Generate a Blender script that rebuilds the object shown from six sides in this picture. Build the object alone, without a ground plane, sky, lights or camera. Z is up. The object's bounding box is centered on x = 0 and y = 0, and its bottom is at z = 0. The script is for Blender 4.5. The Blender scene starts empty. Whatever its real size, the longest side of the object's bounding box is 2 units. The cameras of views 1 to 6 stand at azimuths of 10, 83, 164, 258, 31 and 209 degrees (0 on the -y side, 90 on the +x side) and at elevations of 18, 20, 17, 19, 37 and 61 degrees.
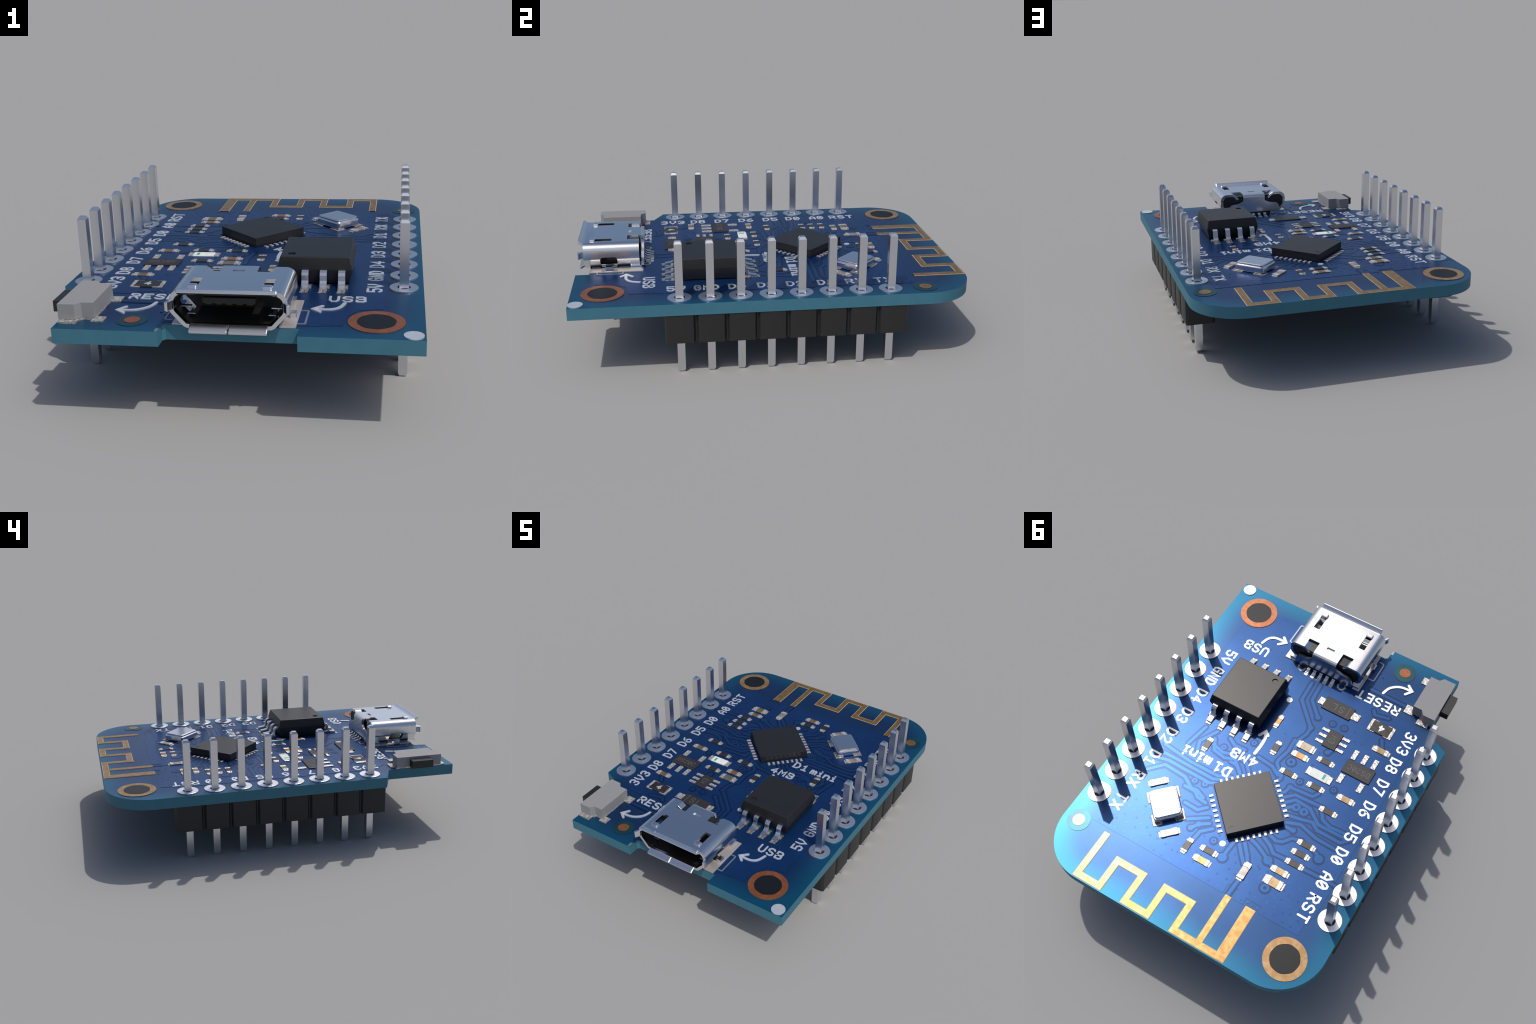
# A small blue wireless microcontroller board: laminate with printed silkscreen,
# meander antenna, chips, chip components, USB socket, reset switch and two
# rows of header pins.  1 mm of the real board = MM metres here.
import bpy, bmesh, math, random
from mathutils import Vector, Matrix

random.seed(7)
MM = 0.05841
TOP = 0.3827                # upper face of the laminate
BOT = TOP - 0.0587          # lower face
PIN_X, PIN_Y0, PITCH = 0.669, -0.4735, 0.14836

# ------------------------------------------------------------------ materials
def make_material(name, color, rough=0.5, metal=0.0, spec=0.5, color2=None,
                  scale=30.0, lo=0.4, hi=0.6, bump=0.0, bump_scale=80.0, coat=0.0):
    m = bpy.data.materials.new(name)
    m.use_nodes = True
    nt = m.node_tree
    b = nt.nodes["Principled BSDF"]
    b.inputs["Base Color"].default_value = (*color, 1)
    b.inputs["Roughness"].default_value = rough
    b.inputs["Metallic"].default_value = metal
    b.inputs["Specular IOR Level"].default_value = spec
    b.inputs["Coat Weight"].default_value = coat
    b.inputs["Coat Roughness"].default_value = 0.15
    tc = nt.nodes.new("ShaderNodeTexCoord")
    if color2 is not None:
        n = nt.nodes.new("ShaderNodeTexNoise")
        n.inputs["Scale"].default_value = scale
        n.inputs["Detail"].default_value = 4
        r = nt.nodes.new("ShaderNodeValToRGB")
        r.color_ramp.elements[0].position = lo
        r.color_ramp.elements[1].position = hi
        r.color_ramp.elements[0].color = (*color, 1)
        r.color_ramp.elements[1].color = (*color2, 1)
        nt.links.new(tc.outputs["Object"], n.inputs["Vector"])
        nt.links.new(n.outputs["Fac"], r.inputs["Fac"])
        nt.links.new(r.outputs["Color"], b.inputs["Base Color"])
    if bump:
        n2 = nt.nodes.new("ShaderNodeTexNoise")
        n2.inputs["Scale"].default_value = bump_scale
        bp = nt.nodes.new("ShaderNodeBump")
        bp.inputs["Strength"].default_value = bump
        bp.inputs["Distance"].default_value = 0.003
        nt.links.new(tc.outputs["Object"], n2.inputs["Vector"])
        nt.links.new(n2.outputs["Fac"], bp.inputs["Height"])
        nt.links.new(bp.outputs["Normal"], b.inputs["Normal"])
    return m

BOARD_ROUGH = 0.33
BOARD_METAL = 0.62   # the mask glints in its own blue

def make_mask_material(name, deep, deep2, rim, rim_start=-0.15):
    """Solder mask: deep blue over copper, lighter teal where the bare laminate
    margin runs along the board outline (rounded-box distance on Object xy)."""
    m = make_material(name, deep, BOARD_ROUGH, BOARD_METAL, 0.5)
    nt = m.node_tree
    b = nt.nodes["Principled BSDF"]
    N, L = nt.nodes.new, nt.links.new
    tc = nt.nodes["Texture Coordinate"]
    def vmath(op, a, v=None):
        n = N("ShaderNodeVectorMath"); n.operation = op
        L(a, n.inputs[0])
        if v is not None: n.inputs[1].default_value = v
        return n
    flat = vmath('MULTIPLY', tc.outputs["Object"], (1, 1, 0))
    ab = vmath('ABSOLUTE', flat.outputs[0])
    r = 0.248
    q = vmath('SUBTRACT', ab.outputs[0], (0.7477 - r, 1.0 - r, 0))
    q = vmath('MAXIMUM', q.outputs[0], (0, 0, 0))
    d = vmath('LENGTH', q.outputs[0])
    mr = N("ShaderNodeMapRange"); mr.interpolation_type = 'SMOOTHSTEP'
    L(d.outputs["Value"], mr.inputs["Value"])
    mr.inputs["From Min"].default_value = r + rim_start
    mr.inputs["From Max"].default_value = r + 0.02
    n = N("ShaderNodeTexNoise"); n.inputs["Scale"].default_value = 5; n.inputs["Detail"].default_value = 3
    L(tc.outputs["Object"], n.inputs["Vector"])
    ramp = N("ShaderNodeValToRGB")
    ramp.color_ramp.elements[0].position = 0.35; ramp.color_ramp.elements[1].position = 0.65
    ramp.color_ramp.elements[0].color = (*deep, 1); ramp.color_ramp.elements[1].color = (*deep2, 1)
    L(n.outputs["Fac"], ramp.inputs["Fac"])
    mix = N("ShaderNodeMix"); mix.data_type = 'RGBA'
    L(mr.outputs["Result"], mix.inputs["Factor"])
    L(ramp.outputs["Color"], mix.inputs["A"])
    mix.inputs["B"].default_value = (*rim, 1)
    L(mix.outputs["Result"], b.inputs["Base Color"])
    return m

RIM = (0.007, 0.108, 0.205)
MAT = dict(
    mask=make_mask_material("solder_mask_blue", (0.009, 0.042, 0.130), (0.011, 0.050, 0.150), RIM),
    pour=make_mask_material("mask_over_copper", (0.008, 0.045, 0.156), (0.010, 0.053, 0.178), RIM, -0.02),
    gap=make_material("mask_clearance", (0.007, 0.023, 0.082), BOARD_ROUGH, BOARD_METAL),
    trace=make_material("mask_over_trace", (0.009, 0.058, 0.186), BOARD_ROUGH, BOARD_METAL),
    stitch_dark=make_material("mask_via_dark", (0.007, 0.036, 0.132), BOARD_ROUGH, BOARD_METAL),
    stitch_light=make_material("mask_via_light", (0.010, 0.060, 0.202), BOARD_ROUGH, BOARD_METAL),
    edge=make_material("laminate_edge_teal", (0.048, 0.170, 0.235), 0.6, 0, 0.3, (0.052, 0.180, 0.245), 12),
    silk_dim=make_material("silkscreen_thin", (0.26, 0.31, 0.38), 0.34, BOARD_METAL),
    silk=make_material("silkscreen_white", (0.74, 0.78, 0.82), 0.34, BOARD_METAL, 0.5, (0.80, 0.82, 0.84), 60),
    gold=make_material("antenna_gold", (0.31, 0.170, 0.056), 0.30, 0.7, 0.5, (0.40, 0.240, 0.095), 45),
    gold_edge=make_material("antenna_gold_edge", (0.55, 0.40, 0.20), 0.35),
    copper=make_material("bare_copper", (0.27, 0.085, 0.034), 0.34, 0.5, 0.5, (0.33, 0.115, 0.050), 40),
    brass=make_material("ring_gold", (0.29, 0.165, 0.065), 0.34, 0.45, 0.5, (0.37, 0.23, 0.11), 40),
    halo_green=make_material("fiducial_halo_green", (0.010, 0.085, 0.100), BOARD_ROUGH, BOARD_METAL, 0.5, (0.022, 0.055, 0.085), 9),
    hole_disc=make_material("hole_disc_black", (0.006, 0.007, 0.010), 0.45, 0, 0.3),
    metal=make_material("pin_metal", (0.74, 0.75, 0.78), 0.26, 1.0),
    ring=make_material("pad_tin", (0.80, 0.81, 0.84), 0.34, 1.0),
    shell=make_material("socket_steel", (0.80, 0.81, 0.84), 0.20, 1.0),
    solder=make_material("solder_tin", (0.36, 0.33, 0.30), 0.34, 0.55, 0.5, (0.72, 0.69, 0.66), 80, 0.40, 0.62, bump=0.5),
    solder_dull=make_material("solder_grey", (0.16, 0.145, 0.13), 0.36, 0.55, 0.5, (0.50, 0.46, 0.42), 70, 0.40, 0.62, bump=0.4),
    flange=make_material("tinned_flange", (0.58, 0.53, 0.50), 0.32, 0.6),
    black=make_material("moulded_black", (0.013, 0.013, 0.014), 0.42, 0, 0.5),
    header=make_material("header_black", (0.018, 0.018, 0.018), 0.5, 0, 0.45),
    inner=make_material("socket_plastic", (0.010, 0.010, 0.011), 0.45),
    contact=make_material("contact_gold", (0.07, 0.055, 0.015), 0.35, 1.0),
    grey=make_material("switch_grey", (0.27, 0.27, 0.275), 0.55, 0, 0.3),
    can=make_material("crystal_can", (0.80, 0.80, 0.82), 0.24, 1.0),
    resistor=make_material("resistor_black", (0.024, 0.021, 0.020), 0.36, 0.3, 0.5, (0.045, 0.038, 0.034), 50),
    cap_tan=make_material("capacitor_tan", (0.23, 0.155, 0.080), 0.34, BOARD_METAL, 0.5, (0.30, 0.21, 0.11), 40),
    cap_beige=make_material("capacitor_beige", (0.21, 0.18, 0.13), 0.34, BOARD_METAL, 0.5, (0.27, 0.23, 0.17), 40),
    cap_orange=make_material("capacitor_orange", (0.30, 0.15, 0.055), 0.34, BOARD_METAL, 0.5, (0.38, 0.20, 0.08), 40),
    inductor=make_material("inductor_pale", (0.26, 0.215, 0.20), 0.36, 0.4, 0.5, (0.36, 0.31, 0.29), 40),
    small_chip=make_material("small_chip_black", (0.028, 0.025, 0.027), 0.5, 0, 0.4),
    chip_mark=make_material("chip_marking", (0.075, 0.072, 0.072), 0.5),
    led=make_material("led_white", (0.70, 0.74, 0.72), 0.35, 0, 0.5, (0.80, 0.80, 0.76), 40),
    led_green=make_material("led_green", (0.02, 0.42, 0.27), 0.35),
)

# ------------------------------------------------------------------ mesh tools
class Shape:
    """Collects faces of one mesh."""
    def __init__(self): self.v, self.f, self.m = [], [], []
    def add(self, verts, faces, mat=0):
        o = len(self.v); self.v += [tuple(p) for p in verts]
        for f in faces: self.f.append([o + i for i in f]); self.m.append(mat)
    def prism(self, outline, z0, z1, mat=0, side=None):
        n = len(outline)
        vs = [(x, y, z0) for x, y in outline] + [(x, y, z1) for x, y in outline]
        self.add(vs, [list(range(n))[::-1], list(range(n, 2 * n))], mat)
        self.add(vs, [[i, (i + 1) % n, n + (i + 1) % n, n + i] for i in range(n)], mat if side is None else side)
    def box(self, x0, x1, y0, y1, z0, z1, mat=0):
        self.prism([(x0, y0), (x1, y0), (x1, y1), (x0, y1)], z0, z1, mat)
    def ring(self, c, r_out, r_in, z0, z1, n=48, mat=0):
        vs = []
        for r, z in ((r_in, z0), (r_out, z0), (r_out, z1), (r_in, z1)):
            vs += [(c[0] + r * math.cos(2 * math.pi * i / n), c[1] + r * math.sin(2 * math.pi * i / n), z) for i in range(n)]
        fs = []
        for k in range(4):
            k2 = (k + 1) % 4
            fs += [[k * n + i, k * n + (i + 1) % n, k2 * n + (i + 1) % n, k2 * n + i] for i in range(n)]
        self.add(vs, fs, mat)
    def disc(self, c, r, z0, z1, n=32, mat=0, wobble=0.0):
        self.prism([(c[0] + r * (1 + wobble * math.sin(5 * a) * math.cos(3 * a)) * math.cos(a),
                     c[1] + r * (1 + wobble * math.sin(5 * a) * math.cos(3 * a)) * math.sin(a))
                    for a in [2 * math.pi * i / n for i in range(n)]], z0, z1, mat)
    def ribbon(self, pts, w, z0, z1, closed=False, caps=True, mat=0):
        """flat printed line of width w along a polyline, mitred, round ends"""
        P = [Vector(p) for p in pts]; n = len(P); h = w / 2
        Lr, Rr = [], []
        for i in range(n):
            a = P[i] - P[i - 1] if (i > 0 or closed) else None
            b = P[(i + 1) % n] - P[i] if (i < n - 1 or closed) else None
            a = a if a is not None else b
            b = b if b is not None else a
            a = a.normalized(); b = b.normalized()
            na, nb = Vector((-a.y, a.x)), Vector((-b.y, b.x))
            mdir = na + nb
            mdir = mdir.normalized() if mdir.length > 1e-5 else na
            k = min(1.6, 1 / max(0.3, mdir.dot(na)))
            Lr.append(P[i] + mdir * h * k); Rr.append(P[i] - mdir * h * k)
        if closed:
            vs = [(p.x, p.y, z) for z in (z0, z1) for p in Lr + Rr]
            fs = []
            for i in range(n):
                j = (i + 1) % n
                fs += [[2*n+i, 3*n+i, 3*n+j, 2*n+j], [i, 2*n+i, 2*n+j, j], [n+i, n+j, 3*n+j, 3*n+i]]
            self.add(vs, fs, mat); return
        out = list(Lr)
        def cap(c, frm):
            v = frm - c
            return [c + Matrix.Rotation(-math.pi * k / 6, 2) @ v for k in range(1, 6)]
        if caps: out += cap(P[-1], Lr[-1])
        out += Rr[::-1]
        if caps: out += cap(P[0], Rr[0])
        # top face: quads plus end fans, so concave lines stay clean
        nl = len(out)
        ids = {id(p): i for i, p in enumerate(out)}
        vs = [(p.x, p.y, z) for z in (z0, z1) for p in out]
        li = list(range(n)); off = n + (5 if caps else 0)
        ri = [off + (n - 1 - i) for i in range(n)]
        fs = [[nl + li[i], nl + ri[i], nl + ri[i + 1], nl + li[i + 1]] for i in range(n - 1)]
        if caps:
            fs.append([nl + i for i in [n - 1, off] + list(range(off - 1, n - 1, -1))])
            e = off + n
            fs.append([nl + i for i in [off + n - 1, 0] + list(range(e + 4, e - 1, -1))])
        fs += [[i, (i + 1) % nl, nl + (i + 1) % nl, nl + i] for i in range(nl)]
        self.add(vs, fs, mat)
    def sheet(self, profile, x0, x1, t, mat=0):
        """bent strip: (y,z) centre line of thickness t, extruded from x0 to x1"""
        P = [Vector(p) for p in profile]; n = len(P); A, B = [], []
        for i in range(n):
            a = (P[i] - P[i - 1]) if i else (P[1] - P[0])
            b = (P[i + 1] - P[i]) if i < n - 1 else a
            a, b = a.normalized(), b.normalized()
            m = Vector((-a.y - b.y, a.x + b.x)).normalized()
            k = 1 / max(0.5, m.dot(Vector((-a.y, a.x))))
            A.append(P[i] + m * t / 2 * k); B.append(P[i] - m * t / 2 * k)
        ring = A + B[::-1]; m = len(ring)
        vs = [(x, p.x, p.y) for x in (x0, x1) for p in ring]
        fs = [[i, (i + 1) % m, m + (i + 1) % m, m + i] for i in range(m)]
        for i in range(n - 1):
            q = [i, i + 1, m - 2 - i, m - 1 - i]
            fs += [q, [m + j for j in q[::-1]]]
        self.add(vs, fs, mat)
    def rotated(self, angle, centre):
        c, s = math.cos(angle), math.sin(angle)
        self.v = [(centre[0] + c * x - s * y, centre[1] + s * x + c * y, z) for x, y, z in self.v]
        return self
    def mesh(self, name, mats, bevel=0.0):
        me = bpy.data.meshes.new(name)
        me.from_pydata(self.v, [], self.f)
        for i, p in enumerate(me.polygons): p.material_index = self.m[i]
        for mm in mats: me.materials.append(MAT[mm])
        bm = bmesh.new(); bm.from_mesh(me)
        bmesh.ops.remove_doubles(bm, verts=bm.verts, dist=1e-6)
        bmesh.ops.recalc_face_normals(bm, faces=bm.faces)
        if bevel:
            es = [e for e in bm.edges if len(e.link_faces) == 2 and e.calc_face_angle(0) > 0.5]
            bmesh.ops.bevel(bm, geom=es, offset=bevel, segments=2, affect='EDGES', profile=0.5)
        for f in bm.faces: f.smooth = True
        for e in bm.edges: e.smooth = len(e.link_faces) == 2 and e.calc_face_angle(0) < 0.30
        bm.to_mesh(me); bm.free()
        return me

def place(name, me, parent, loc=(0, 0, 0), rot=0.0):
    ob = bpy.data.objects.new(name, me)
    bpy.context.collection.objects.link(ob)
    ob.parent = parent
    ob.location = loc
    ob.rotation_euler = (0, 0, rot)
    return ob

def arc(cx, cy, r, a0, a1, n):
    return [(cx + r * math.cos(math.radians(a0 + (a1 - a0) * i / n)),
             cy + r * math.sin(math.radians(a0 + (a1 - a0) * i / n))) for i in range(n + 1)]

def curve_through(pts, n=6):
    """Catmull-Rom through control points"""
    out = []
    P = [Vector(p) for p in pts]
    for i in range(len(P) - 1):
        p0, p1, p2, p3 = P[max(0, i - 1)], P[i], P[i + 1], P[min(len(P) - 1, i + 2)]
        for k in range(n):
            t = k / n
            out.append(tuple(0.5 * ((2 * p1) + (p2 - p0) * t + (2 * p0 - 5 * p1 + 4 * p2 - p3) * t * t
                                    + (3 * p1 - p0 - 3 * p2 + p3) * t ** 3)))
    out.append(tuple(P[-1]))
    return out

def boolean_cut(ob, cutters):
    for c in cutters:
        md = ob.modifiers.new("cut", 'BOOLEAN'); md.operation = 'DIFFERENCE'; md.object = c; md.solver = 'EXACT'
    dg = bpy.context.evaluated_depsgraph_get()
    me = bpy.data.meshes.new_from_object(ob.evaluated_get(dg))
    ob.modifiers.clear()
    old = ob.data; name = old.name
    ob.data = me; bpy.data.meshes.remove(old); me.name = name
    bm = bmesh.new(); bm.from_mesh(me)
    bmesh.ops.remove_doubles(bm, verts=bm.verts, dist=1e-6)
    for f in bm.faces: f.smooth = True
    for e in bm.edges: e.smooth = len(e.link_faces) == 2 and e.calc_face_angle(0) < 0.30
    bm.to_mesh(me); bm.free()
    for c in cutters:
        d = c.data; bpy.data.objects.remove(c); bpy.data.meshes.remove(d)

def cutter(shape):
    return place("cutter", shape.mesh("cutter", []), None)

# ------------------------------------------------------------------ the thing
root = place("microcontroller_board", None, None)
root.empty_display_size = 0.2
root["label"] = "small blue wireless microcontroller circuit board with two pin rows"
root["category"] = "circuit board"

# ------------------------------------------------------------------ laminate
HX, R = 0.7477, 0.248
NOTCH_L, NOTCH_R, NOTCH_Y = -0.2145, 0.298, -0.930
outline = [(-0.624, -1.0), (NOTCH_L, -1.0), (NOTCH_L, NOTCH_Y - 0.012), (NOTCH_L + 0.012, NOTCH_Y),
           (NOTCH_R, NOTCH_Y), (NOTCH_R, -1.0), (HX, -1.0)]
outline += arc(HX - R, 1.0 - R, R, 0, 90, 24)
outline += arc(-HX + R, 1.0 - R, R, 90, 180, 24)
outline += [(-HX, -0.549), (-0.624, -0.606)]
s = Shape()
s.prism(outline, BOT, TOP, 0, side=1)
board = place("circuit_board", s.mesh("circuit_board", ["mask", "edge"]), root)

# copper ground area under the mask (slightly raised sheet with its own outline)
pour = [(-0.577, 0.706), (-0.577, 0.62), (-0.60, 0.59), (-0.60, -0.52), (-0.53, -0.61), (-0.225, -0.62), (-0.225, -0.905),
        (0.31, -0.905), (0.45, -0.89), (0.462, -0.80), (0.50, -0.735), (0.593, -0.718), (0.605, -0.42), (0.605, 0.706),
        (-0.160, 0.706), (-0.160, 0.65), (-0.222, 0.65), (-0.222, 0.706), (-0.272, 0.706), (-0.272, 0.67), (-0.362, 0.67), (-0.362, 0.706)]
s = Shape(); s.prism(pour[::-1], TOP - 0.001, TOP + 0.0012)
place("copper_pour", s.mesh("copper_pour", ["pour"]), board)

# mask-covered tracks: a dark clearance strip with a lighter track along its middle
TRACKS = [
 [(-0.114,0.109),(-0.143,0.084),(-0.152,0.046),(-0.277,0.035),(-0.297,0.004)],
 [(-0.141,0.127),(-0.197,0.071),(-0.356,0.063)],
 [(-0.161,0.149),(-0.214,0.095),(-0.300,0.100),(-0.379,0.158),(-0.528,0.157)],
 [(-0.183,0.170),(-0.216,0.139)],
 [(-0.207,0.193),(-0.284,0.177),(-0.348,0.161),(-0.389,0.188),(-0.520,0.190),(-0.561,0.145)],
 [(-0.237,0.227),(-0.305,0.202),(-0.406,0.229),(-0.511,0.232)],
 [(-0.243,0.250),(-0.287,0.249)],
 [(-0.357,0.082),(-0.386,0.124),(-0.434,0.140),(-0.478,0.136),(-0.516,0.135)],
 [(-0.201,0.329),(-0.241,0.342),(-0.273,0.330),(-0.303,0.290),(-0.353,0.275)],
 [(-0.183,0.355),(-0.229,0.377),(-0.266,0.406),(-0.353,0.400)],
 [(-0.135,0.397),(-0.184,0.412),(-0.230,0.434),(-0.261,0.451),(-0.306,0.473)],
 [(-0.116,0.430),(-0.158,0.477),(-0.185,0.517)],
 [(-0.097,0.449),(-0.134,0.491),(-0.169,0.527)],
 [(-0.067,0.459),(-0.063,0.505),(-0.062,0.551)],
 [(0.090,0.429),(0.135,0.460),(0.159,0.496)],
 [(0.062,0.446),(0.108,0.491),(0.115,0.553)],
 [(0.110,0.404),(0.200,0.465)],
 [(0.148,0.360),(0.184,0.396),(0.261,0.393)],
 [(0.170,0.343),(0.223,0.336),(0.251,0.314),(0.314,0.314)],
 [(-0.194,0.595),(-0.190,0.645),(-0.187,0.698)],
 [(-0.413,0.403),(-0.538,0.398),(-0.605,0.400)],
 [(-0.415,0.285),(-0.453,0.302),(-0.471,0.319)],
 [(0.076,0.078),(0.115,0.038),(0.194,0.029),(0.253,0.048),(0.321,0.032)],
 [(0.107,0.113),(0.147,0.077),(0.188,0.074)],
 [(-0.064,0.019),(-0.011,-0.013),(0.079,-0.023)],
 [(-0.071,0.007),(-0.021,-0.043),(-0.021,-0.067),(-0.037,-0.133),(-0.033,-0.212)],
 [(-0.071,0.065),(-0.084,0.030),(-0.079,0.009)],
 [(0.539,0.160),(0.373,0.180),(0.200,0.180),(0.140,0.150)],
 [(0.530,0.205),(0.438,0.204),(0.213,0.208),(0.165,0.185)],
 [(0.539,0.250),(0.470,0.232),(0.340,0.235),(0.217,0.236),(0.180,0.22)],
 [(0.534,0.331),(0.470,0.262),(0.342,0.270),(0.280,0.308),(0.247,0.304),(0.195,0.325)],
 [(0.439,0.093),(0.413,-0.038)],
 [(0.375,0.104),(0.395,0.051),(0.345,-0.045)],
 [(0.333,-0.003),(0.300,0.059),(0.228,0.072),(0.178,0.051),(0.118,0.102)],
 [(0.265,-0.044),(0.222,-0.020),(0.161,-0.024)],
 [(0.069,-0.577),(0.062,-0.450),(-0.068,-0.318)],
 [(0.021,-0.588),(0.013,-0.478),(-0.069,-0.394)],
 [(-0.065,-0.131),(-0.049,-0.219),(-0.068,-0.272),(-0.069,-0.316)],
 [(-0.225,-0.705),(-0.437,-0.701)],
 [(-0.306,-0.589),(-0.325,-0.566),(-0.399,-0.584)],
 [(-0.429,-0.443),(-0.455,-0.393)],
 [(-0.237,-0.263),(-0.217,-0.231)],
]
VIAS = [(-0.152,0.046,1),(-0.287,0.249,1),(-0.261,0.451,2),(-0.062,0.551,2),(0.022,0.498,1),(0.159,0.496,1),
        (0.135,0.460,1),(-0.471,0.319,2),(-0.322,0.581,2),(0.288,0.263,1),(0.231,0.253,1),(-0.237,0.130,2),
        (-0.283,0.133,2),(-0.179,-0.007,1),(0.265,0.019,1),(-0.068,-0.318,1),(-0.069,-0.394,1),(-0.157,-0.400,1),
        (-0.223,-0.407,1),(-0.217,-0.231,1),(-0.353,-0.052,1),(0.141,-0.085,1),(-0.083,-0.084,2)]
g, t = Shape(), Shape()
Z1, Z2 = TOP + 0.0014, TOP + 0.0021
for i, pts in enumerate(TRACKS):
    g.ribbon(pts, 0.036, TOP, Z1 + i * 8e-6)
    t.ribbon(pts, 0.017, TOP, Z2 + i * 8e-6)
for i, (x, y, k) in enumerate(VIAS):
    r = 0.014 if k == 1 else 0.022
    g.disc((x, y), r + 0.010, TOP, Z1 + 0.0005 + i * 8e-6, 20)
    t.ring((x, y), r, r * 0.42, TOP, Z2 + 0.0005 + i * 8e-6, 20)
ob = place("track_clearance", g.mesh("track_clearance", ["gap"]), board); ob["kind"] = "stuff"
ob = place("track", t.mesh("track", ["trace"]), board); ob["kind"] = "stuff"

# rows of tiny stitching vias, seen as light and dark pimples under the mask
d1, d2 = Shape(), Shape()
def near_track(x, y):
    for pts in TRACKS:
        for a, b in zip(pts, pts[1:]):
            a, b, p = Vector(a), Vector(b), Vector((x, y))
            u = max(0, min(1, (p - a).dot(b - a) / max(1e-9, (b - a).length_squared)))
            if (a + (b - a) * u - p).length < 0.028: return True
    return any((Vector(v[:2]) - Vector((x, y))).length < 0.04 for v in VIAS)
cnt = 0
for j in range(5):
    for i in range(26):
        x = -0.56 + i * 0.045 + random.uniform(-0.012, 0.012) + (0.022 if j % 2 else 0)
        y = 0.685 - j * 0.045 + random.uniform(-0.010, 0.010)
        if x > 0.59 or near_track(x, y): continue
        if j > 2 and 0.10 < x < 0.30: continue
        (d1 if random.random() < 0.5 else d2).disc((x, y), 0.0062, TOP, TOP + 0.0016 + cnt * 2e-6, 10); cnt += 1
for k in range(75):
    x, y = random.uniform(-0.5, 0.58), random.uniform(-0.85, 0.55)
    if near_track(x, y): continue
    (d1 if random.random() < 0.6 else d2).disc((x, y), 0.0060, TOP, TOP + 0.0016 + cnt * 2e-6, 10); cnt += 1
ob = place("stitching_via", d1.mesh("stitching_via_dark", ["stitch_dark"]), board); ob["kind"] = "stuff"
ob = place("stitching_via", d2.mesh("stitching_via_light", ["stitch_light"]), board); ob["kind"] = "stuff"

# ------------------------------------------------------------------ antenna
AW, YT, YB, YE = 0.031, 0.824, 0.977, 0.717
meander = [(0.4965, 0.730), (0.4965, YB), (0.367, YB), (0.367, YT), (0.219, YT), (0.219, YB), (0.088, YB),
           (0.088, YT), (-0.060, YT), (-0.060, YB), (-0.316, YB)]
s = Shape(); s.ribbon(meander, AW + 0.006, TOP, TOP + 0.0018, caps=False, mat=1)
s.ribbon(meander, AW, TOP, TOP + 0.0028, caps=False)
s.box(-0.211, -0.176, 0.7035, YB - 0.012, TOP, TOP + 0.0019, 1)
s.box(-0.2085, -0.1785, 0.7035, YB - 0.012, TOP, TOP + 0.0029)
s.box(-0.3455, -0.2895, 0.7035, YB + 0.018, TOP, TOP + 0.0020, 1)
s.box(-0.343, -0.292, 0.7035, YB + 0.0155, TOP, TOP + 0.0030)
place("antenna", s.mesh("antenna", ["gold", "gold_edge"]), board)

# mounting holes: bare metal collar round a flat dark disc laid over solid laminate; fiducials
def mounting_hole_ring(c, mat, phase):
    s = Shape(); s.ring(c, 0.105, 0.068, TOP, TOP + 0.003, 64)
    ob = place("mounting_hole_ring", s.mesh("mounting_hole_ring", [mat]), board)
    s = Shape(); s.disc(c, 0.072, TOP, TOP + 0.0036, 48, wobble=0.018)
    place("bore_disc", s.mesh("bore_disc", ["hole_disc"]), ob)
mounting_hole_ring((0.5715, -0.845), "copper", 0)
mounting_hole_ring((-0.579, 0.831), "brass", 1)
for c in ((-0.342, -0.896), (0.663, 0.744)):
    s = Shape(); s.disc(c, 0.060, TOP, TOP + 0.0018, 40)
    ob = place("fiducial", s.mesh("fiducial", ["halo_green"]), board)
    s = Shape(); s.disc(c, 0.0305, TOP, TOP + 0.0035, 32)
    place("fiducial_copper", s.mesh("fiducial_copper", ["copper" if c[1] < 0 else "gold"]), ob)

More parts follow.
